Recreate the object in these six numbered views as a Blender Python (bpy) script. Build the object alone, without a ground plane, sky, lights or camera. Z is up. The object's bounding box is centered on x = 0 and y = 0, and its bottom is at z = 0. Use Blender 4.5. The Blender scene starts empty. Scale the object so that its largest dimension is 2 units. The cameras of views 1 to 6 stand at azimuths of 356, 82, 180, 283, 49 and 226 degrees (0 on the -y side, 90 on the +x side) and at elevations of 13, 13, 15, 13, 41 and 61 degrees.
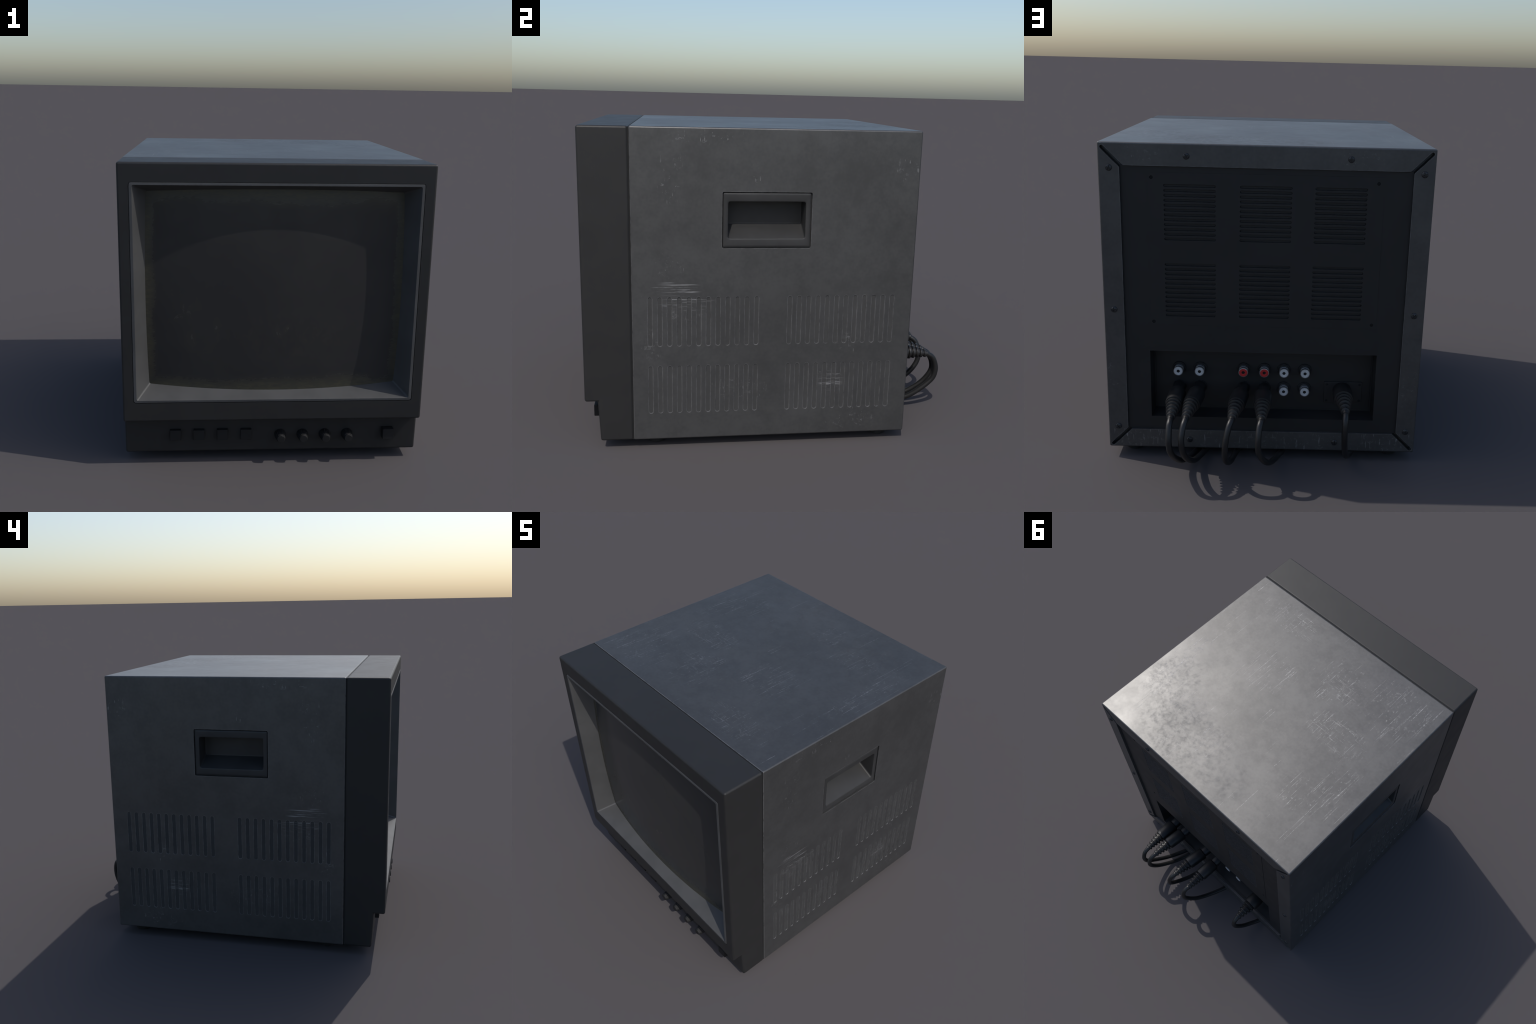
import bpy, bmesh, math, random
from mathutils import Vector, Matrix, Euler

random.seed(7)
scene = bpy.context.scene

# ------------------------------------------------------------------ sizes
W = 0.8055                     # half width of the set
ZB, ZT = 0.0535, 1.6585        # underside and top of the housing
Y_FACE = -0.9985             # front face of the bezel
Y_SEAM = -0.7545             # joint between bezel and metal cabinet
Y_BACK = 0.6830                # rear edge of the cabinet
Y_PANEL = 0.669              # rear panel, a little sunk behind the folded flange
Y_RECESS = 0.5765             # floor of the connector recess
Z_SCREEN = 0.970             # screen centre height

VENT_Y0 = (-0.6650, 0.0405)   # first slot of each bank on the flanks
VENT_PITCH = 0.5350 / 11
VENT_Z = (0.6915, 0.3285)     # centre heights of the two slot rows

# ------------------------------------------------------------------ helpers
def link(obj, parent=None):
    scene.collection.objects.link(obj)
    if parent is not None:
        obj.parent = parent
    return obj

def mesh_object(name, bm, mat=None, parent=None, angle=35.0):
    me = bpy.data.meshes.new(name)
    bmesh.ops.recalc_face_normals(bm, faces=bm.faces)
    bm.to_mesh(me)
    bm.free()
    ob = bpy.data.objects.new(name, me)
    link(ob, parent)
    if mat:
        me.materials.append(mat)
    smooth(me, angle)
    return ob

def smooth(me, angle=35.0):
    for p in me.polygons:
        p.use_smooth = True
    me.set_sharp_from_angle(angle=math.radians(angle))

def apply_modifiers(ob):
    bpy.context.view_layer.update()
    dg = bpy.context.evaluated_depsgraph_get()
    me = bpy.data.meshes.new_from_object(ob.evaluated_get(dg))
    old = ob.data
    ob.modifiers.clear()
    ob.data = me
    me.name = ob.name
    bpy.data.meshes.remove(old)
    return ob

def remove(ob):
    me = ob.data
    bpy.data.objects.remove(ob)
    bpy.data.meshes.remove(me)

def box_bm(x0, x1, y0, y1, z0, z1):
    bm = bmesh.new()
    bmesh.ops.create_cube(bm, size=1.0)
    for v in bm.verts:
        v.co = Vector((x0 + (v.co.x + .5) * (x1 - x0), y0 + (v.co.y + .5) * (y1 - y0), z0 + (v.co.z + .5) * (z1 - z0)))
    return bm

def add_box(bm, *a):
    other = box_bm(*a)
    me = bpy.data.meshes.new("tmp")
    other.to_mesh(me); other.free()
    bm.from_mesh(me)
    bpy.data.meshes.remove(me)

def weighted(ob, angle=35.0):
    smooth(ob.data, angle)
    m = ob.modifiers.new("wn", 'WEIGHTED_NORMAL')
    m.keep_sharp = True
    m.weight = 100
    return apply_modifiers(ob)

def boolean(ob, cutter, op='DIFFERENCE', self_cut=False):
    m = ob.modifiers.new("b", 'BOOLEAN')
    m.operation = op
    m.object = cutter
    m.solver = 'EXACT'
    m.use_self = self_cut
    apply_modifiers(ob)
    remove(cutter)

def bevel(ob, width, seg=3, angle=30.0):
    m = ob.modifiers.new("bev", 'BEVEL')
    m.width = width
    m.segments = seg
    m.limit_method = 'ANGLE'
    m.angle_limit = math.radians(angle)
    m.use_clamp_overlap = True
    apply_modifiers(ob)

def rounded_rect(hx, hz, r, n=5):
    """Closed outline of a rounded rectangle in the plane, counter-clockwise."""
    pts = []
    for cx, cz, a0 in ((hx - r, hz - r, 0), (-hx + r, hz - r, 90), (-hx + r, -hz + r, 180), (hx - r, -hz + r, 270)):
        for i in range(n + 1):
            a = math.radians(a0 + 90.0 * i / n)
            pts.append((cx + r * math.cos(a), cz + r * math.sin(a)))
    return pts

def capsule(length, r, n=6):
    """Outline of a slot with round ends, long axis along the second coordinate."""
    h = length / 2 - r
    pts = [(r * math.cos(math.pi * i / n), h + r * math.sin(math.pi * i / n)) for i in range(n + 1)]
    pts += [(-r * math.cos(math.pi * i / n), -h - r * math.sin(math.pi * i / n)) for i in range(n + 1)]
    return pts

def loft(bm, loops, cap_first=False, cap_last=False):
    rings = [[bm.verts.new(p) for p in loop] for loop in loops]
    for a, b in zip(rings[:-1], rings[1:]):
        n = len(a)
        for i in range(n):
            bm.faces.new((a[i], a[(i + 1) % n], b[(i + 1) % n], b[i]))
    if cap_first:
        bm.faces.new(rings[0])
    if cap_last:
        bm.faces.new(rings[-1])
    return rings

def lathe(bm, profile, seg=32, axis='Y', flute=None):
    """Turn a (radius, distance) profile about an axis; closed where radius is 0."""
    def place(r, a, d):
        c, s = r * math.cos(a), r * math.sin(a)
        return (c, d, s) if axis == 'Y' else (c, s, d)
    rings = []
    for k, (r, d) in enumerate(profile):
        if r < 1e-6:
            rings.append([bm.verts.new(place(0, 0, d))])
        else:
            ring = []
            for i in range(seg):
                a = 2 * math.pi * i / seg
                rr = r * (flute(k, i) if flute else 1.0)
                ring.append(bm.verts.new(place(rr, a, d)))
            rings.append(ring)
    for a, b in zip(rings[:-1], rings[1:]):
        if len(a) == 1 and len(b) == 1:
            continue
        for i in range(seg):
            j = (i + 1) % seg
            if len(a) == 1:
                bm.faces.new((a[0], b[j], b[i]))
            elif len(b) == 1:
                bm.faces.new((a[i], a[j], b[0]))
            else:
                bm.faces.new((a[i], a[j], b[j], b[i]))

# ------------------------------------------------------------------ materials
class Nodes:
    """Small builder for node materials."""
    def __init__(self, name):
        self.mat = bpy.data.materials.new(name)
        self.mat.use_nodes = True
        self.t = self.mat.node_tree
        self.bsdf = self.t.nodes["Principled BSDF"]
        self.coord = self.t.nodes.new("ShaderNodeTexCoord").outputs["Object"]

    def put(self, sock, v):
        if isinstance(v, bpy.types.NodeSocket):
            self.t.links.new(v, sock)
        else:
            sock.default_value = v

    def math(self, op, a, b=None, clamp=False):
        n = self.t.nodes.new("ShaderNodeMath")
        n.operation = op
        n.use_clamp = clamp
        self.put(n.inputs[0], a)
        if b is not None:
            self.put(n.inputs[1], b)
        return n.outputs[0]

    def mul(self, a, b): return self.math('MULTIPLY', a, b)
    def add(self, a, b): return self.math('ADD', a, b)

    def vmath(self, op, a, b=None):
        n = self.t.nodes.new("ShaderNodeVectorMath")
        n.operation = op
        self.put(n.inputs[0], a)
        if b is not None:
            self.put(n.inputs[1], b)
        return n.outputs["Value"] if op in ('DISTANCE', 'LENGTH', 'DOT_PRODUCT') else n.outputs["Vector"]

    def noise(self, co, scale, detail=3.0, rough=.55, distort=0.0):
        n = self.t.nodes.new("ShaderNodeTexNoise")
        self.put(n.inputs["Vector"], co)
        n.inputs["Scale"].default_value = scale
        n.inputs["Detail"].default_value = detail
        n.inputs["Roughness"].default_value = rough
        n.inputs["Distortion"].default_value = distort
        return n.outputs["Fac"]

    def step(self, v, lo, hi, to0=0.0, to1=1.0):
        n = self.t.nodes.new("ShaderNodeMapRange")
        n.interpolation_type = 'SMOOTHSTEP'
        self.put(n.inputs["Value"], v)
        for k, x in (("From Min", lo), ("From Max", hi), ("To Min", to0), ("To Max", to1)):
            n.inputs[k].default_value = x
        return n.outputs["Result"]

    def blob(self, co, centre, radii):
        """Soft ellipsoidal patch: 1 at the centre, 0 at the given radii."""
        d = self.vmath('SUBTRACT', co, centre)
        d = self.vmath('DIVIDE', d, radii)
        return self.step(self.vmath('LENGTH', d), 1.0, 0.15)

    def blobs(self, co, spots):
        out = None
        for c, r in spots:
            b = self.blob(co, c, r)
            out = b if out is None else self.math('MAXIMUM', out, b)
        return out

    def scaled(self, co, s, rot=None):
        n = self.t.nodes.new("ShaderNodeMapping")
        self.put(n.inputs["Vector"], co)
        n.inputs["Scale"].default_value = s
        if rot:
            n.inputs["Rotation"].default_value = rot
        return n.outputs["Vector"]

    def mix(self, fac, a, b):
        n = self.t.nodes.new("ShaderNodeMix")
        n.data_type = 'RGBA'
        self.put(n.inputs[0], fac)
        self.put(n.inputs[6], a if isinstance(a, bpy.types.NodeSocket) else (*a, 1) if len(a) == 3 else a)
        self.put(n.inputs[7], b if isinstance(b, bpy.types.NodeSocket) else (*b, 1) if len(b) == 3 else b)
        return n.outputs[2]

    def separate(self, co):
        n = self.t.nodes.new("ShaderNodeSeparateXYZ")
        self.put(n.inputs[0], co)
        return n.outputs

    def combine(self, x, y, z):
        n = self.t.nodes.new("ShaderNodeCombineXYZ")
        for i, v in enumerate((x, y, z)):
            self.put(n.inputs[i], v)
        return n.outputs[0]

    def edge(self, radius):
        """0 on flat faces, rising towards edges (rounded-normal deviation)."""
        b = self.t.nodes.new("ShaderNodeBevel")
        b.samples = 6
        b.inputs["Radius"].default_value = radius
        g = self.t.nodes.new("ShaderNodeNewGeometry")
        d = self.vmath('DOT_PRODUCT', b.outputs[0], g.outputs["Normal"])
        return self.math('SUBTRACT', 1.0, d)

    def bump(self, height, strength, dist):
        n = self.t.nodes.new("ShaderNodeBump")
        n.inputs["Strength"].default_value = strength
        n.inputs["Distance"].default_value = dist
        self.put(n.inputs["Height"], height)
        self.put(self.bsdf.inputs["Normal"], n.outputs[0])

    def finish(self, colour, rough, spec=.5, metal=0.0, coat=0.0):
        self.put(self.bsdf.inputs["Base Color"], colour if isinstance(colour, bpy.types.NodeSocket) else (*colour, 1))
        self.put(self.bsdf.inputs["Roughness"], rough)
        self.put(self.bsdf.inputs["Metallic"], metal)
        self.put(self.bsdf.inputs["Specular IOR Level"], spec)
        self.bsdf.inputs["Coat Weight"].default_value = coat
        return self.mat


def painted_metal():
    m = Nodes("painted_metal")
    co = m.coord
    x, y, z = m.separate(co)
    ax = m.math('ABSOLUTE', x)
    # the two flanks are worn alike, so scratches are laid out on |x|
    side_co = m.combine(ax, y, z)
    on_top = m.step(z, ZT - .012, ZT - .004)
    on_side = m.mul(m.step(ax, W - .02, W - .008), m.math('SUBTRACT', 1.0, on_top))
    on_back = m.step(y, Y_BACK - .006, Y_BACK - .002)

    # mottled grey paint
    cloud = m.noise(co, 3.2, 5, .62)
    mottle = m.noise(co, 14, 5, .6)
    fine = m.noise(co, 60, 4, .65)
    tone = m.add(m.add(m.mul(cloud, .45), m.mul(mottle, .30)), m.mul(fine, .25))
    base = m.mix(m.step(tone, .36, .64), PAINT_DARK, PAINT_LIGHT)
    grain = m.noise(co, 420, 2, .6)
    base = m.mix(m.mul(m.step(grain, .5, .75), .20), base, (.11, .11, .112))

    # ---- where the paint is rubbed and chipped
    flank = m.blobs(side_co, [
        ((W, -.56, 1.43), (.3, .10, .22)), ((W, -.67, .60), (.3, .11, .20)), ((W, -.47, .74), (.3, .24, .13)),
        ((W, .62, 1.46), (.3, .11, .12)), ((W, .34, .58), (.3, .17, .12)), ((W, .24, .36), (.3, .24, .16)),
        ((W, .40, .13), (.3, .24, .10)), ((W, -.58, .98), (.3, .18, .10)), ((W, -.20, .33), (.3, .26, .14)),
        ((W, -.14, 1.43), (.3, .04, .07)), ((W, -.4, 1.62), (.3, .3, .08))])
    roof = m.blobs(co, [
        ((-.55, -.52, ZT), (.30, .30, .5)), ((-.17, -.45, ZT), (.22, .26, .5)), ((-.40, -.15, ZT), (.34, .16, .5)),
        ((-.52, .28, ZT), (.20, .18, .5)), ((.42, -.60, ZT), (.30, .16, .5)), ((.22, -.20, ZT), (.26, .22, .5)),
        ((.45, .30, ZT), (.26, .12, .5)), ((-.62, .10, ZT), (.14, .22, .5)), ((.70, .1, ZT), (.10, .5, .5)),
        ((.1, .40, ZT), (.16, .16, .5))])
    rear = m.math('MAXIMUM', m.blobs(co, [
        ((-.45, Y_BACK, 1.60), (.20, .3, .09)), ((.60, Y_BACK, 1.61), (.20, .3, .07)),
        ((.78, Y_BACK, .45), (.10, .3, .24)), ((-.76, Y_BACK, .40), (.10, .3, .24))]),
        m.step(z, .17, .13))

    # chips: thin broken outlines of flaked spots, stretched along the rub, only inside the patches
    patch_var = m.noise(side_co, 9, 3, .6)
    patch = m.math('MAXIMUM', m.mul(flank, on_side), m.mul(roof, on_top))
    patch = m.math('MAXIMUM', patch, m.mul(rear, on_back))
    dense = m.step(m.add(patch, m.mul(patch_var, .9)), .92, 1.35)
    gaps = m.step(m.noise(side_co, 34, 4, .7), .47, .58)
    chip_n = m.noise(m.scaled(side_co, (60, 26, 52), (.12, 0, .2)), 1.0, 6, .68, .3)
    chip_line = m.step(m.math('ABSOLUTE', m.math('SUBTRACT', chip_n, .60)), .013, .004)
    chips = m.mul(m.mul(chip_line, gaps), m.math('MAXIMUM', dense, m.mul(on_top, m.step(m.add(roof, m.mul(patch_var, .9)), .62, 1.05))))
    speck = m.step(m.noise(side_co, 105, 3, .6), .735, .765)
    loose = m.mul(m.mul(speck, m.step(patch_var, .50, .66)), .55)

    # drawn-out scratches: along y and across on the roof, level on the flanks, upright on the rear fold
    def streaks(scale, rot, thr, where, wob=.12):
        s = m.noise(m.scaled(side_co, scale, rot), 1.0, 4, .6, wob)
        return m.mul(m.step(s, thr, thr + .03), where)
    roof_dense = m.step(m.add(roof, m.mul(patch_var, .8)), .48, .95)
    breaks = m.step(m.noise(co, 85, 5, .75), .43, .55)
    cross = m.blobs(co, [((-.40, -.15, ZT), (.26, .14, .5)), ((-.20, -.40, ZT), (.16, .16, .5)), ((.30, -.62, ZT), (.2, .12, .5))])
    s1 = m.mul(streaks((170, 3.6, 60), (0, 0, .20), .622, m.mul(on_top, roof_dense)), breaks)
    s2 = m.mul(streaks((6, 150, 60), (0, 0, .34), .625, m.mul(on_top, cross)), breaks)
    s6 = m.mul(streaks((95, 2.2, 60), (0, 0, -.16), .675, on_top), breaks)
    level = m.blobs(side_co, [((W, -.53, .865), (.3, .17, .055)), ((W, -.48, .79), (.3, .20, .06)), ((W, .27, .355), (.3, .10, .08))])
    s3 = streaks((40, 3.6, 150), (.03, 0, 0), .575, m.mul(on_side, m.step(level, .12, .6)), .05)
    up = m.step(m.add(flank, m.mul(patch_var, .8)), .62, 1.1)
    s5 = m.mul(streaks((40, 120, 12), (.05, 0, 0), .63, m.mul(on_side, up)), gaps)
    s4 = streaks((75, 20, 7), (0, .1, 0), .62, m.mul(on_back, m.mul(m.step(z, .165, .150), m.step(patch_var, .40, .55))))
    scratch = chips
    for s in (loose, s1, s2, s3, s4, s5, s6):
        scratch = m.math('MAXIMUM', scratch, s)

    # pale broken outlines round the rims of the stamped ventilation slots
    yb = m.math('SUBTRACT', y, VENT_Y0[0])
    yb = m.math('SUBTRACT', yb, m.mul(m.math('GREATER_THAN', y, -.05), VENT_Y0[1] - VENT_Y0[0]))
    u = m.math('SUBTRACT', m.math('PINGPONG', m.add(yb, VENT_PITCH * 40), VENT_PITCH / 2), 0.0)
    rz = m.math('ABSOLUTE', m.math('SUBTRACT', m.math('ABSOLUTE', m.math('SUBTRACT', z, (VENT_Z[0] + VENT_Z[1]) / 2)), (VENT_Z[0] - VENT_Z[1]) / 2))
    rz = m.math('MAXIMUM', m.math('SUBTRACT', rz, .1295 - .0112), 0.0)
    d = m.math('SUBTRACT', m.vmath('LENGTH', m.combine(u, rz, 0.0)), .0112)
    bank = m.mul(m.math('GREATER_THAN', yb, -.02), m.math('LESS_THAN', yb, VENT_PITCH * 11 + .02))
    bank = m.mul(bank, m.math('GREATER_THAN', ax, W - .02))
    pale_slot_rim = m.mul(m.step(m.math('ABSOLUTE', m.math('SUBTRACT', d, .0006)), .0019, .0006), m.step(m.noise(co, 24, 5, .72), .41, .62, .08, 1.0))
    scratch = m.math('MAXIMUM', scratch, m.mul(m.mul(pale_slot_rim, bank), .70))
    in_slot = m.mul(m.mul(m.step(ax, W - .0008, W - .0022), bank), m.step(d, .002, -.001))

    # worn edges of the sheet metal
    e = m.step(m.edge(.0045), .02, .16)
    rub = m.add(m.noise(co, 26, 4, .65), m.mul(patch_var, .25))
    wear = m.mul(e, m.step(rub, .48, .68, .15, 1.0))
    front_rim = m.mul(m.step(y, Y_SEAM + .0055, Y_SEAM + .001), m.step(rub, .45, .66, .25, 1.0))  # light line painted along the seam edge as its highlight
    scratch = m.math('MAXIMUM', scratch, m.math('MAXIMUM', wear, front_rim))
    colour = m.mix(m.mul(scratch, .70), base, (.34, .34, .345))
    colour = m.mix(m.mul(in_slot, .45), colour, (.05, .05, .05))  # slot recesses tinted darker for shade and to mute sun glints

    # gloss: patchy, duller where hands and dust rubbed it
    smear = m.noise(co, 2.1, 4, .60)
    spots = m.noise(co, 26, 7, .75, .2)
    field = m.blobs(co, [((.25, .48, ZT), (.55, .32, .5)), ((.62, .25, ZT), (.25, .30, .5)), ((-.1, .52, ZT), (.3, .2, .5))])
    dull = m.mul(m.step(spots, .40, .72), m.step(m.add(field, m.mul(m.noise(co, 5, 3, .6), .5)), .35, .95, .12, 1.0))
    rough = m.add(m.step(smear, .25, .75, ROUGH_A, ROUGH_B), m.mul(dull, .10))
    rough = m.add(rough, m.mul(scratch, .10))
    rough = m.add(rough, m.mul(in_slot, .40))
    relief = m.add(m.mul(grain, .35), m.mul(scratch, -.9))
    m.bump(relief, .22, .0012)
    return m.finish(colour, rough, PAINT_SPEC, PAINT_METAL)


PAINT_DARK = (.092, .092, .0925)
PAINT_LIGHT = (.120, .120, .1205)
ROUGH_A, ROUGH_B = .37, .46
PAINT_SPEC = .5
PAINT_METAL = 0.65


def plastic(name, colour, rough, grain_scale=300, grain=.10, spec=.4, vary=.25):
    m = Nodes(name)
    c = m.noise(m.coord, 5, 4, .6)
    dark = tuple(v * (1 - vary) for v in colour)
    light = tuple(v * (1 + vary) for v in colour)
    col = m.mix(m.step(c, .35, .65), dark, light)
    g = m.noise(m.coord, grain_scale, 2, .6)
    r = m.step(m.noise(m.coord, 9, 4, .6), .3, .7, rough - .025, rough + .025)
    m.bump(g, grain, .001)
    return m.finish(col, r, spec)


def screen_material():
    m = Nodes("dusty_screen_glass")
    x, y, z = m.separate(m.coord)
    ax = m.math('ABSOLUTE', x)
    az = m.math('ABSOLUTE', m.math('SUBTRACT', z, Z_SCREEN))
    # distance left to the rim of the tube face
    dx = m.mul(m.math('SUBTRACT', .680, ax), 1.5)
    dz = m.math('SUBTRACT', .542, az)
    rim = m.math('MINIMUM', dx, dz)
    hairs = m.noise(m.scaled(m.coord, (26, 26, 90), (0, .5, 0)), 1.0, 6, .72, 1.0)
    wob = m.noise(m.coord, 5, 3, .55)
    reach = m.add(rim, m.mul(m.math('SUBTRACT', wob, .5), .09))
    film = m.mul(m.step(reach, .088, -.005), .65)
    dirt = m.add(film, m.mul(m.step(reach, .085, .0), m.step(hairs, .40, .66, -.18, .42)))
    dirt = m.math('MAXIMUM', dirt, 0.0)
    blot = m.mul(m.blobs(m.coord, [((-.50, -.93, .86), (.16, .2, .18)), ((-.38, -.93, .72), (.24, .2, .16)), ((.1, -.93, .74), (.5, .3, .2))]),
                 m.step(m.noise(m.scaled(m.coord, (16, 16, 12), (0, .4, 0)), 1.0, 6, .75, .8), .42, .75))
    dirt = m.math('MAXIMUM', dirt, m.mul(blot, .22))
    glass = m.mix(m.step(m.noise(m.coord, 3, 3, .6), .35, .65), (.0340, .0336, .0335), (.0375, .0370, .0358))
    col = m.mix(dirt, glass, (.078, .071, .047))
    rough = m.add(m.step(m.noise(m.coord, 6, 5, .65), .3, .7, .16, .24), m.mul(dirt, .4))
    return m.finish(col, rough, .32)


def simple(name, colour, rough, metal=0.0, spec=.5):
    m = Nodes(name)
    n = m.noise(m.coord, 40, 3, .6)
    col = m.mix(m.step(n, .35, .65), tuple(c * .88 for c in colour), tuple(min(1, c * 1.1) for c in colour))
    return m.finish(col, rough, spec, metal)


MAT_PAINT = painted_metal()
MAT_BEZEL = plastic("bezel_plastic", (.0205, .0203, .0204), .50, 260, .20, .4, .045)
MAT_TRIM = plastic("surround_plastic", (.071, .071, .0715), .48, 400, .05, vary=.08)
MAT_HANDLE = plastic("handle_plastic", (.032, .032, .0325), .50, 300, .08, vary=.12)
MAT_CONTROL = plastic("control_plastic", (.0105, .0105, .0110), .55, 300, .05, .3)
MAT_PANEL = plastic("rear_panel_paint", (.0195, .0195, .0200), .50, 260, .10, .4, .06)
MAT_SCREEN = screen_material()
MAT_CABLE = plastic("cable_rubber", (.013, .013, .0135), .42, 200, .03, .5)
MAT_FOOT = plastic("foot_rubber", (.012, .012, .012), .7)
MAT_SCREW = simple("blackened_screw", (.05, .05, .052), .38, .5)
MAT_STEEL = simple("jack_steel", (.34, .34, .35), .35, .7)
MAT_WHITE = simple("white_insulator", (.53, .53, .53), .45)
MAT_RED = simple("red_insulator", (.46, .026, .026), .40)
MAT_HOLE = simple("dark_bore", (.004, .004, .004), .8)

# ------------------------------------------------------------------ the thing
tv = bpy.data.objects.new("video_monitor", None)
tv.empty_display_size = .2
link(tv)
tv["label"] = "worn dark grey boxy tube video monitor with rear cables"
tv["category"] = "monitor"

# ---- cabinet: folded sheet-metal box with slots, grip openings and a rear flange
HY0, HY1, HZ0, HZ1 = -.309, .1375, 1.0685, 1.350     # grip opening
FX, FZ0, FZ1 = .7035, .1585, 1.5488                  # clear opening inside the rear flange

bm = box_bm(-W, W, Y_SEAM, Y_BACK, ZB, ZT)
cabinet = mesh_object("cabinet", bm, MAT_PAINT, tv)
bevel(cabinet, .0085, 3)

def rect_prism(bm, axis, centre, loops):
    """Loft of (outline, depth) pairs; outline lies across the axis ('X' or 'Y')."""
    out = []
    for outline, d in loops:
        if axis == 'X':
            out.append([(d, centre[0] + a, centre[1] + b) for a, b in outline])
        else:
            out.append([(centre[0] + a, d, centre[1] + b) for a, b in outline])
    loft(bm, out, True, True)

# grip pockets and rear pocket
bm = bmesh.new()
hc = ((HY0 + HY1) / 2, (HZ0 + HZ1) / 2)
hh = ((HY1 - HY0) / 2, (HZ1 - HZ0) / 2)
for s in (-1, 1):
    rect_prism(bm, 'X', hc, [(rounded_rect(hh[0], hh[1], .008, 4), s * .85), (rounded_rect(hh[0], hh[1], .008, 4), s * .60)])
add_box(bm, -FX, FX, .655, .75, FZ0, FZ1)
bmesh.ops.recalc_face_normals(bm, faces=bm.faces)
boolean(cabinet, mesh_object("cutter", bm))
# cavity behind the connector recess
bm = box_bm(-.62, .62, .50, .70, .19, .63)
boolean(cabinet, mesh_object("cutter", bm))

# ventilation slots: two rows of two banks of twelve, on both flanks
bm = bmesh.new()
SLOT_DEPTH = .0032
for s in (-1, 1):
    for y0 in VENT_Y0:
        for zc in VENT_Z:
            for k in range(12):
                yc = y0 + k * VENT_PITCH
                rect_prism(bm, 'X', (yc, zc), [
                    (capsule(.2650, .0135), s * (W + .003)),
                    (capsule(.2590, .0112), s * (W - .0003)),
                    (capsule(.2576, .0104), s * (W - SLOT_DEPTH))])
bmesh.ops.recalc_face_normals(bm, faces=bm.faces)
boolean(cabinet, mesh_object("cutter", bm))

# mitred gaps in the corners of the rear flange
bm = bmesh.new()
for sx in (-1, 1):
    for zc, sz in ((1.5945, 1), (.1125, -1)):
        # diagonal slot from the inner corner of the flange almost to the outer corner
        loops = []
        for y in (.640, .72):
            ring = []
            for u, v in capsule(.166, .0097, 6):
                du = (v - .018) / math.sqrt(2)
                dv = u / math.sqrt(2)
                ring.append((sx * (.7445 + du + dv), y, zc + sz * (du - dv)))
            loops.append(ring)
        loft(bm, loops, True, True)
bmesh.ops.recalc_face_normals(bm, faces=bm.faces)
boolean(cabinet, mesh_object("cutter", bm))
weighted(cabinet, 32)

# ---- grip cups
def make_handle(side):
    bm = bmesh.new()
    g = .0035
    oc, oh = hc, (hh[0] - g, hh[1] - g)
    iy0, iy1, iz0, iz1 = -.2795, .1065, 1.117, 1.3015
    def rr(y0, y1, z0, z1, r):
        return [((y0 + y1) / 2 + a, (z0 + z1) / 2 + b) for a, b in rounded_rect((y1 - y0) / 2, (z1 - z0) / 2, r, 5)]
    spec = [  # outline, distance from the middle of the set
        (rr(HY0 - .0006, HY1 + .0006, HZ0 - .0006, HZ1 + .0006, .008), .650),
        (rr(HY0 - .0006, HY1 + .0006, HZ0 - .0006, HZ1 + .0006, .008), .791),
        (rr(oc[0] - oh[0], oc[0] + oh[0], oc[1] - oh[1], oc[1] + oh[1], .007), .7912),
        (rr(oc[0] - oh[0] + .002, oc[0] + oh[0] - .002, oc[1] - oh[1] + .002, oc[1] + oh[1] - .002, .007), .7995),
        (rr(oc[0] - oh[0] + .006, oc[0] + oh[0] - .006, oc[1] - oh[1] + .006, oc[1] + oh[1] - .006, .007), .8018),
        (rr(oc[0] - oh[0] + .013, oc[0] + oh[0] - .013, oc[1] - oh[1] + .013, oc[1] + oh[1] - .013, .008), .8028),
        (rr(iy0 - .006, iy1 + .006, iz0 - .006, iz1 + .006, .016), .8026),
        (rr(iy0 - .001, iy1 + .001, iz0 - .001, iz1 + .001, .012), .8000),
        (rr(iy0, iy1, iz0, iz1, .011), .7958),
        (rr(iy0 + .003, iy1 - .003, 1.1705, iz1 - .002, .010), .703),
        (rr(iy0 + .005, iy1 - .005, 1.1735, iz1 - .004, .010), .695),
        (rr(iy0 + .013, iy1 - .013, 1.1805, iz1 - .013, .008), .6935),
    ]
    loft(bm, [[(side * d, y, z) for y, z in outline] for outline, d in spec], True, True)
    ob = mesh_object("grip_cup", bm, MAT_HANDLE, tv, 40)
    return weighted(ob, 40)

make_handle(1)
make_handle(-1)

# ---- bezel: stepped profile across the full width
bm = bmesh.new()
profile = [(-.7575, ZB), (-.9225, ZB), (-.9330, .2715), (Y_FACE, .2715), (Y_FACE, ZT), (-.7575, ZT)]
loft(bm, [[(x, y, z) for y, z in profile] for x in (-W, W)], True, True)
bezel = mesh_object("bezel", bm, MAT_BEZEL, tv)
bevel(bezel, .0120, 4)
bm = bmesh.new()
o = rounded_rect(.7485, .5905, .013, 6)
loft(bm, [[(a, y, Z_SCREEN + b) for a, b in o] for y in (-1.1, -.83)], True, True)
boolean(bezel, mesh_object("cutter", bm))
weighted(bezel, 35)
# near-black filler block set inside the joint between bezel and cabinet
bm = box_bm(-W + .004, W - .004, -.765, -.750, ZB + .004, ZT - .004)
mesh_object("dark_seam_filler", bm, MAT_HOLE, bezel)

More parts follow.
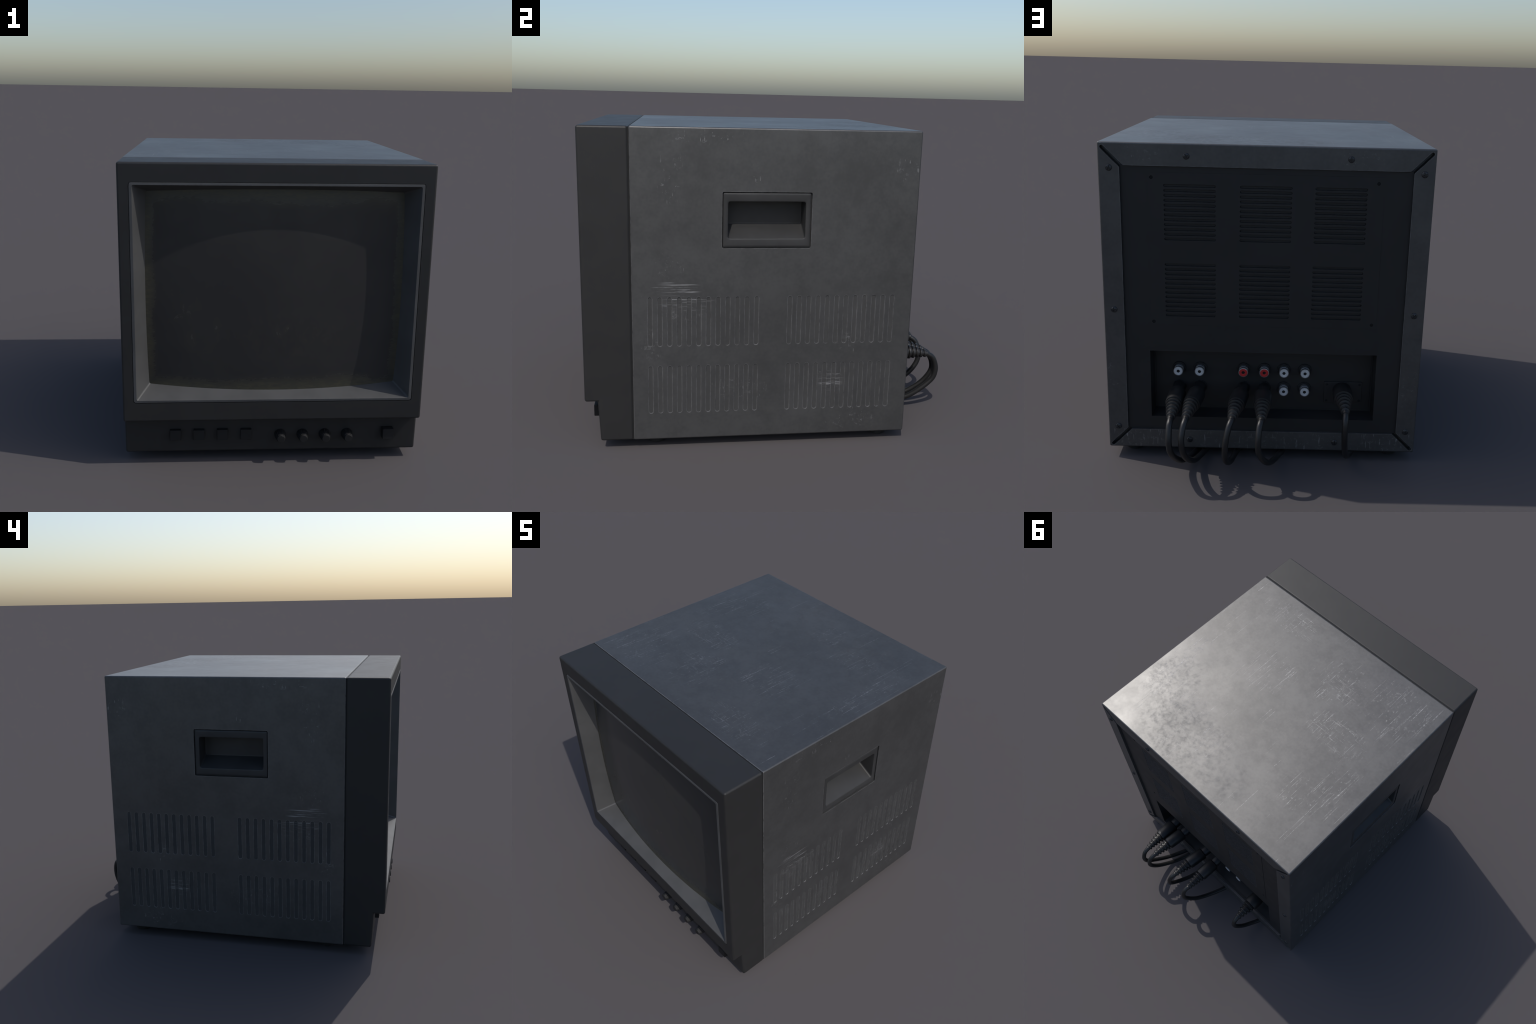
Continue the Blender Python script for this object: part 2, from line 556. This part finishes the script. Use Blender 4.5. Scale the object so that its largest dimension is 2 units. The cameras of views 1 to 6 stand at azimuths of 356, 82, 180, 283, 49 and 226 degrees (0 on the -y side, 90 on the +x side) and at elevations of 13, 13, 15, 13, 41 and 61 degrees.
# ---- screen surround: raised lip, then walls raking in to the tube
bm = bmesh.new()
def ring(hx, hz, r, y):
    return [(a, y, Z_SCREEN + b) for a, b in rounded_rect(hx, hz, r, 6)]
def wall(t):      # t = depth behind the face
    return .7305 - .4650 * t, .5740 - .3720 * t
loops = [ring(.7487, .5907, .013, -.9900), ring(.7455, .5875, .012, -.9900), ring(.7460, .5880, .012, -.9970), ring(.7448, .5868, .0115, -.9990),
         ring(.7330, .5765, .0100, -1.0000), ring(.7312, .5750, .0095, -.9996), ring(.7300, .5738, .0090, -.9975)]
for t in (.02, .06, .10, .15):
    hx, hz = wall(t)
    loops.append(ring(hx, hz, .0095, -1.0 + t))
hx, hz = wall(.15)
loops.append(ring(hx + .02, hz + .02, .0095, -.849))
loops.append(ring(.7487, .5907, .013, -.849))
rings = loft(bm, loops)
n = len(rings[0])
for i in range(n):
    bm.faces.new((rings[-1][i], rings[-1][(i + 1) % n], rings[0][(i + 1) % n], rings[0][i]))
surround = mesh_object("screen_surround", bm, MAT_TRIM, tv, 28)
weighted(surround, 28)

# ---- picture tube face: shallow dome
bm = bmesh.new()
NX, NZ = 56, 44
def dome(x, dz):
    return -.9560 + .1239 * x * x + .0803 * dz * dz
grid = []
for j in range(NZ + 1):
    row = []
    for i in range(NX + 1):
        x = -.70 + 1.40 * i / NX
        dz = -.56 + 1.12 * j / NZ
        row.append(bm.verts.new((x, dome(x, dz), Z_SCREEN + dz)))
    grid.append(row)
back = [[bm.verts.new((v.co.x, v.co.y + .02, v.co.z)) for v in row] for row in grid]
for j in range(NZ):
    for i in range(NX):
        bm.faces.new((grid[j][i], grid[j][i + 1], grid[j + 1][i + 1], grid[j + 1][i]))
        bm.faces.new((back[j][i], back[j + 1][i], back[j + 1][i + 1], back[j][i + 1]))
edge_loop = [(0, i) for i in range(NX)] + [(j, NX) for j in range(NZ)] + [(NZ, i) for i in range(NX, 0, -1)] + [(j, 0) for j in range(NZ, 0, -1)]
for a, b in zip(edge_loop, edge_loop[1:] + edge_loop[:1]):
    bm.faces.new((grid[a[0]][a[1]], grid[b[0]][b[1]], back[b[0]][b[1]], back[a[0]][a[1]]))
mesh_object("screen", bm, MAT_SCREEN, tv, 60)
# dark tube body closing the space behind the glass
bm = box_bm(-.745, .745, -.848, -.835, Z_SCREEN - .587, Z_SCREEN + .587)
mesh_object("tube_mask", bm, MAT_HOLE, tv)

# ---- control strip
def strip_y(z):           # raked face below the lip
    return -.9225 - (.0105) * (z - ZB) / (.279 - ZB)

bm = bmesh.new()
def button_mesh(name, half, depth):
    bm = bmesh.new()
    loops = []
    for h, d in ((half, .012), (half, -depth + .003), (half - .0012, -depth + .0008), (half - .004, -depth)):
        loops.append([(a, d, b) for a, b in rounded_rect(h, h, .003, 3)])
    loft(bm, loops, True, True)
    ob = mesh_object(name, bm, MAT_CONTROL, tv, 40)
    return weighted(ob, 40)

first = button_mesh("push_button", .0300, .024)
for k, x in enumerate((-.5315, -.4035, -.2750, -.1460)):
    b = first if k == 0 else link(first.copy(), tv)
    b.location = (x, strip_y(.165), .165)
power = button_mesh("power_button", .0310, .0405)
power.location = (.6420, strip_y(.164), .164)

bm = bmesh.new()
FL = 20
def flute(k, i):
    if k in (2, 3, 4):
        return 1.0 if i % 4 in (0, 1) else .93
    return 1.0
lathe(bm, [(.0290, .010), (.0322, -.004), (.0318, -.007), (.0285, -.034), (.0220, -.061), (.0195, -.0640), (0, -.0645)],
      FL * 4, 'Y', flute)
knob = mesh_object("knob", bm, MAT_CONTROL, tv, 28)
for k, x in enumerate((.0445, .1680, .2920, .4160)):
    b = knob if k == 0 else link(knob.copy(), tv)
    b.location = (x, strip_y(.155) , .155)
    b.rotation_euler = (0, .4 * k, 0)

# ---- rear panel with a window for the connector recess
RX, RZ0, RZ1 = .5808, .2290, .5977
bm = box_bm(-FX + .0005, FX - .0005, .6585, Y_PANEL, FZ0 + .0005, FZ1 - .0005)
panel = mesh_object("rear_panel", bm, MAT_PANEL, tv)
boolean(panel, mesh_object("cutter", box_bm(-RX, RX, .6, .7, RZ0, RZ1)))

# vent cover plate: six banks of level louvres
PX0, PX1, PZ0, PZ1 = -.5672, .5720, .7430, 1.5160
bm = box_bm(PX0 + .006, PX1 - .006, Y_PANEL - .0125, Y_PANEL - .001, PZ0 + .006, PZ1 - .006)
add_box(bm, PX0, PX1, Y_PANEL - .004, Y_PANEL + .0018, PZ0, PZ1)
plate = mesh_object("vent_cover", bm, MAT_PANEL, tv)
boolean(panel, mesh_object("cutter", box_bm(PX0 + .005, PX1 - .005, .6, .7, PZ0 + .005, PZ1 - .005)))
for p in panel.data.polygons:
    p.use_smooth = False
bm = bmesh.new()
for xc in (.3706, .0018, -.3613):
    for ztop in (1.4540, 1.0587):
        for k in range(12):
            zc = ztop - k * .02405
            outs = []
            for half, r, d in ((.1275, .0082, Y_PANEL + .0035), (.1262, .0068, Y_PANEL + .0012), (.1240, .0050, Y_PANEL - .0062)):
                outs.append([(xc + v, d, zc + u) for u, v in capsule(2 * half, r, 5)])
            loft(bm, outs, True, True)
for x, z in ((.5545, 1.4925), (-.5385, 1.4855), (.5565, .7590), (-.5435, .7640)):
    ring_pts = [[(x + r * math.cos(t * math.pi / 8), d, z + r * math.sin(t * math.pi / 8)) for t in range(16)] for r, d in ((.0085, Y_PANEL + .006), (.0085, Y_PANEL - .0035))]
    loft(bm, ring_pts, True, True)
bmesh.ops.recalc_face_normals(bm, faces=bm.faces)
boolean(plate, mesh_object("cutter", bm), self_cut=True)
for p in plate.data.polygons:
    p.use_smooth = False
for x, z in ((.5545, 1.4925), (-.5385, 1.4855), (.5565, .7590), (-.5435, .7640)):
    bm = bmesh.new()
    lathe(bm, [(.0083, Y_PANEL - .0045), (.0083, Y_PANEL - .0025), (.0060, Y_PANEL - .0012), (0, Y_PANEL - .0012)], 16)
    ob = mesh_object("recessed_screw", bm, MAT_HOLE, plate)
    ob.location = (x, 0, z)

# ---- connector recess: open box let into the panel
bm = bmesh.new()
fl = [(-RX + .005, RZ0 + .008), (RX - .005, RZ0 + .008), (RX - .005, RZ1 - .003), (-RX + .005, RZ1 - .003)]
fr = [(-RX, RZ0), (RX, RZ0), (RX, RZ1), (-RX, RZ1)]
outer = [(-RX - .01, RZ0 - .01), (RX + .01, RZ0 - .01), (RX + .01, RZ1 + .01), (-RX - .01, RZ1 + .01)]
loft(bm, [[(x, Y_RECESS - .006, z) for x, z in outer], [(x, .6585, z) for x, z in outer],
          [(x, .6585, z) for x, z in fr], [(x, Y_RECESS, z) for x, z in fl]], True, True)
recess = mesh_object("connector_recess", bm, MAT_PANEL, tv, 30)
# thin terminal plate on the floor of the recess
bm = box_bm(-RX + .012, RX - .012, Y_RECESS - .002, Y_RECESS + .0022, RZ0 + .016, RZ1 - .009)
board = mesh_object("terminal_board", bm, MAT_PANEL, tv)
bevel(board, .001, 1)
Y_BOARD = Y_RECESS + .0022

# ---- phono jacks
JX = (.4445, .3338, .1049, -.0048, -.1083, -.2186)
JZ = (.4680, .3632)
def jack_parts():
    bm = bmesh.new()
    lathe(bm, [(.0355, -.002), (.0355, .0055), (.0336, .0082), (.0310, .0082), (.0292, .0058), (.0260, .0050), (0, .0050)], 36)
    flange = mesh_object("jack_flange", bm, MAT_PANEL, None, 30)
    bm = bmesh.new()
    lathe(bm, [(.0248, .001), (.0248, .026), (.0236, .0265), (.0236, .0285), (.0248, .029), (.0248, .0500), (.0220, .0508), (.0222, .0508), (.0219, .048), (.0219, .02), (0, .02)], 32)
    barrel = mesh_object("jack_barrel", bm, MAT_STEEL, None, 30)
    bm = bmesh.new()
    lathe(bm, [(0, .02), (.0218, .02), (.0218, .0498), (.0208, .0506), (.0094, .0506), (.0086, .0500), (.0086, .030), (0, .030)], 32)
    core = mesh_object("jack_insulator", bm, MAT_WHITE, None, 30)
    bm = bmesh.new()
    lathe(bm, [(0, .0300), (.0085, .0302), (.0085, .0470), (0, .0470)], 20)
    bore = mesh_object("jack_bore", bm, MAT_HOLE, None, 30)
    return flange, barrel, core, bore
flange, barrel, core, bore = jack_parts()
core_red = core.copy()
core_red.data = core.data.copy()
core_red.data.materials.clear()
core_red.data.materials.append(MAT_RED)
link(core_red)
protos = [flange, barrel, core, bore, core_red]

def add_jack(x, z, colour):
    f = link(flange.copy(), tv)
    f.name = "jack"
    f.location = (x, Y_BOARD, z)
    if colour is None:
        return
    for src, nm in ((barrel, "jack_barrel"), (core_red if colour == 'red' else core, "jack_insulator"), (bore, "jack_bore")):
        o = link(src.copy(), f)
        o.name = nm

for i, x in enumerate(JX):
    add_jack(x, JZ[0], 'red' if i in (2, 3) else 'white')
    add_jack(x, JZ[1], None if i < 4 else 'white')
for p in protos:
    bpy.data.objects.remove(p)

# power inlet plate with its four fixing holes
bm = box_bm(-.5245, -.3247, Y_BOARD - .001, Y_BOARD + .0085, .2895, .4070)
inlet = mesh_object("power_inlet_plate", bm, MAT_PANEL, tv)
bevel(inlet, .0012, 2)
for x in (-.5115, -.3378):
    for z in (.3005, .3935):
        bm = bmesh.new()
        lathe(bm, [(.0072, .0), (.0072, .0092), (.0050, .0102), (0, .0102)], 16)
        ob = mesh_object("inlet_rivet", bm, MAT_HOLE, inlet)
        ob.location = (x, Y_BOARD, z)

# ---- plugs and cables
CABLE_R = .0152
def plug_profile(long_body):
    """(radius, distance) along the plug; a plain barrel, then a tapering ribbed strain relief."""
    if long_body:
        p = [(0, 0), (.0335, 0), (.0345, .080), (.0330, .084), (.0330, .088), (.0425, .091), (.0452, .097), (.0452, .150), (.0452, .208), (.0425, .219), (.034, .221)]
        start, end, r0, r1 = .221, .342, .0405, .0235
    else:
        p = [(0, 0), (.0490, 0), (.0500, .006), (.0500, .050), (.0520, .060), (.0520, .106), (.0490, .122), (.040, .124)]
        start, end, r0, r1 = .124, .248, .0430, .0230
    ribs = 5
    for k in range(ribs):
        t0 = start + (end - start) * k / ribs
        step = (end - start) / ribs
        r = r0 + (r1 - r0) * k / (ribs - 1)
        core_r = r * .72
        p += [(core_r, t0 + step * .06), (core_r, t0 + step * .20), (r * .97, t0 + step * .30), (r, t0 + step * .50),
              (r * .98, t0 + step * .72), (core_r, t0 + step * .84), (core_r, t0 + step * .98)]
    p += [(CABLE_R + .002, end), (CABLE_R - .001, end + .012), (0, end + .012)]
    return p

def add_plug(base, tip, long_body=True):
    bm = bmesh.new()
    lathe(bm, plug_profile(long_body), 32)
    top = max(v.co.y for v in bm.verts)
    for v in bm.verts:                      # the ribbed tail sags under the weight of the cable
        t = v.co.y / top
        v.co.z += .012 * min(1.0, t / .65) - .012 * max(0.0, (t - .65) / .35) ** 2
    ob = mesh_object("plug", bm, MAT_CABLE, tv, 50)
    d = Vector(tip) - Vector(base)
    ob.location = base
    ob.rotation_euler = Vector((0, 1, 0)).rotation_difference(d).to_euler()
    return ob

def add_cable(points, r=CABLE_R):
    """Round cable swept along a Catmull-Rom curve through the given points."""
    P = [Vector(p) for p in points]
    P = [P[0] * 2 - P[1]] + P + [P[-1] * 2 - P[-2]]
    path = []
    for i in range(1, len(P) - 2):
        for s in range(10):
            t = s / 10
            a, b, c, d = P[i - 1:i + 3]
            path.append(.5 * (2 * b + (c - a) * t + (2 * a - 5 * b + 4 * c - d) * t * t + (3 * b - a - 3 * c + d) * t ** 3))
    path.append(P[-2])
    bm = bmesh.new()
    tang = (path[1] - path[0]).normalized()
    u = tang.orthogonal().normalized()
    rings = []
    for i, p in enumerate(path):
        t = (path[min(i + 1, len(path) - 1)] - path[max(i - 1, 0)]).normalized()
        u = (u - t * u.dot(t)).normalized()
        v = t.cross(u)
        rings.append([p + r * (math.cos(2 * math.pi * k / 18) * u + math.sin(2 * math.pi * k / 18) * v) for k in range(18)])
    loft(bm, rings, True, True)
    return mesh_object("cable", bm, MAT_CABLE, tv, 60)

ZP = .3520
G = CABLE_R + .0005
runs = [
    (JX[0], [(.4430, .922, ZP), (.4450, .957, .335), (.4450, .9780, .295), (.4440, .9850, .250), (.4380, .969, .193), (.424, .903, .124), (.402, .823, .066), (.368, .720, .034), (.330, .600, .021), (.27, .420, G)]),
    (JX[1], [(.3690, .919, ZP), (.3770, .955, .332), (.3840, .980, .282), (.3820, .982, .228), (.3735, .948, .166), (.360, .892, .112), (.340, .808, .060), (.315, .705, .034), (.280, .580, .022), (.22, .420, G)]),
    (JX[2], [(.1450, .917, ZP), (.1570, .951, .330), (.1700, .972, .268), (.1750, .967, .205), (.1755, .926, .140), (.168, .860, .082), (.156, .790, .049), (.142, .700, .034), (.115, .580, .021), (.06, .420, G)]),
    (JX[3], [(.0010, .918, ZP), (.0090, .953, .330), (.0130, .975, .266), (.0080, .965, .195), (-.0220, .907, .118), (-.052, .812, .061), (-.088, .702, .034), (-.125, .590, .022), (-.18, .420, G)]),
]
for jx, path in runs:
    base = Vector((jx, Y_BOARD + .001, JZ[1]))
    tip = Vector(path[0])
    add_plug(base, tip)
    d = (tip - base).normalized()
    add_cable([tip - d * .02] + path)
base = Vector((-.4195, Y_BOARD + .002, .3560))
path5 = [(-.4180, .828, .350), (-.4165, .858, .327), (-.4145, .8690, .272), (-.4170, .857, .207), (-.4280, .806, .116), (-.445, .742, .063), (-.468, .676, .038), (-.50, .58, .020), (-.55, .42, G)]
tip = Vector(path5[0])
add_plug(base, tip, False)
add_cable([tip - (tip - base).normalized() * .02] + path5)

# ---- pan-head screws round the rear flange
bm = bmesh.new()
lathe(bm, [(.0160, -.002), (.0162, .0008), (.0150, .0036), (.0112, .0058), (.0055, .0070), (0, .0073)], 28)
screw0 = mesh_object("screw", bm, MAT_SCREW, tv, 40)
bm = bmesh.new()
add_box(bm, -.0125, .0125, .0028, .02, -.0021, .0021)
boolean(screw0, mesh_object("cutter", bm))
bm = bmesh.new()
add_box(bm, -.0021, .0021, .0028, .02, -.0125, .0125)
boolean(screw0, mesh_object("cutter", bm))
smooth(screw0.data, 40)
spots = [(s * .753, z) for s in (-1, 1) for z in (.1747, .8222, 1.5367)] + [(.3838, 1.5985), (-.4000, 1.6005), (.3819, .1039), (-.3819, .1039)]
for k, (x, z) in enumerate(spots):
    b = screw0 if k == 0 else link(screw0.copy(), tv)
    b.location = (x, Y_BACK + .0006, z)
    b.rotation_euler = (0, random.uniform(-1.2, 1.2), 0)

# ---- rubber feet
bm = bmesh.new()
lathe(bm, [(0, 0), (.042, 0), (.046, .003), (.050, .058), (0, .058)], 36, 'Z')
foot = mesh_object("foot", bm, MAT_FOOT, tv, 40)
for k, (x, y) in enumerate(((.690, .570), (-.690, .570), (.690, -.640), (-.690, -.640))):
    b = foot if k == 0 else link(foot.copy(), tv)
    b.location = (x, y, 0)
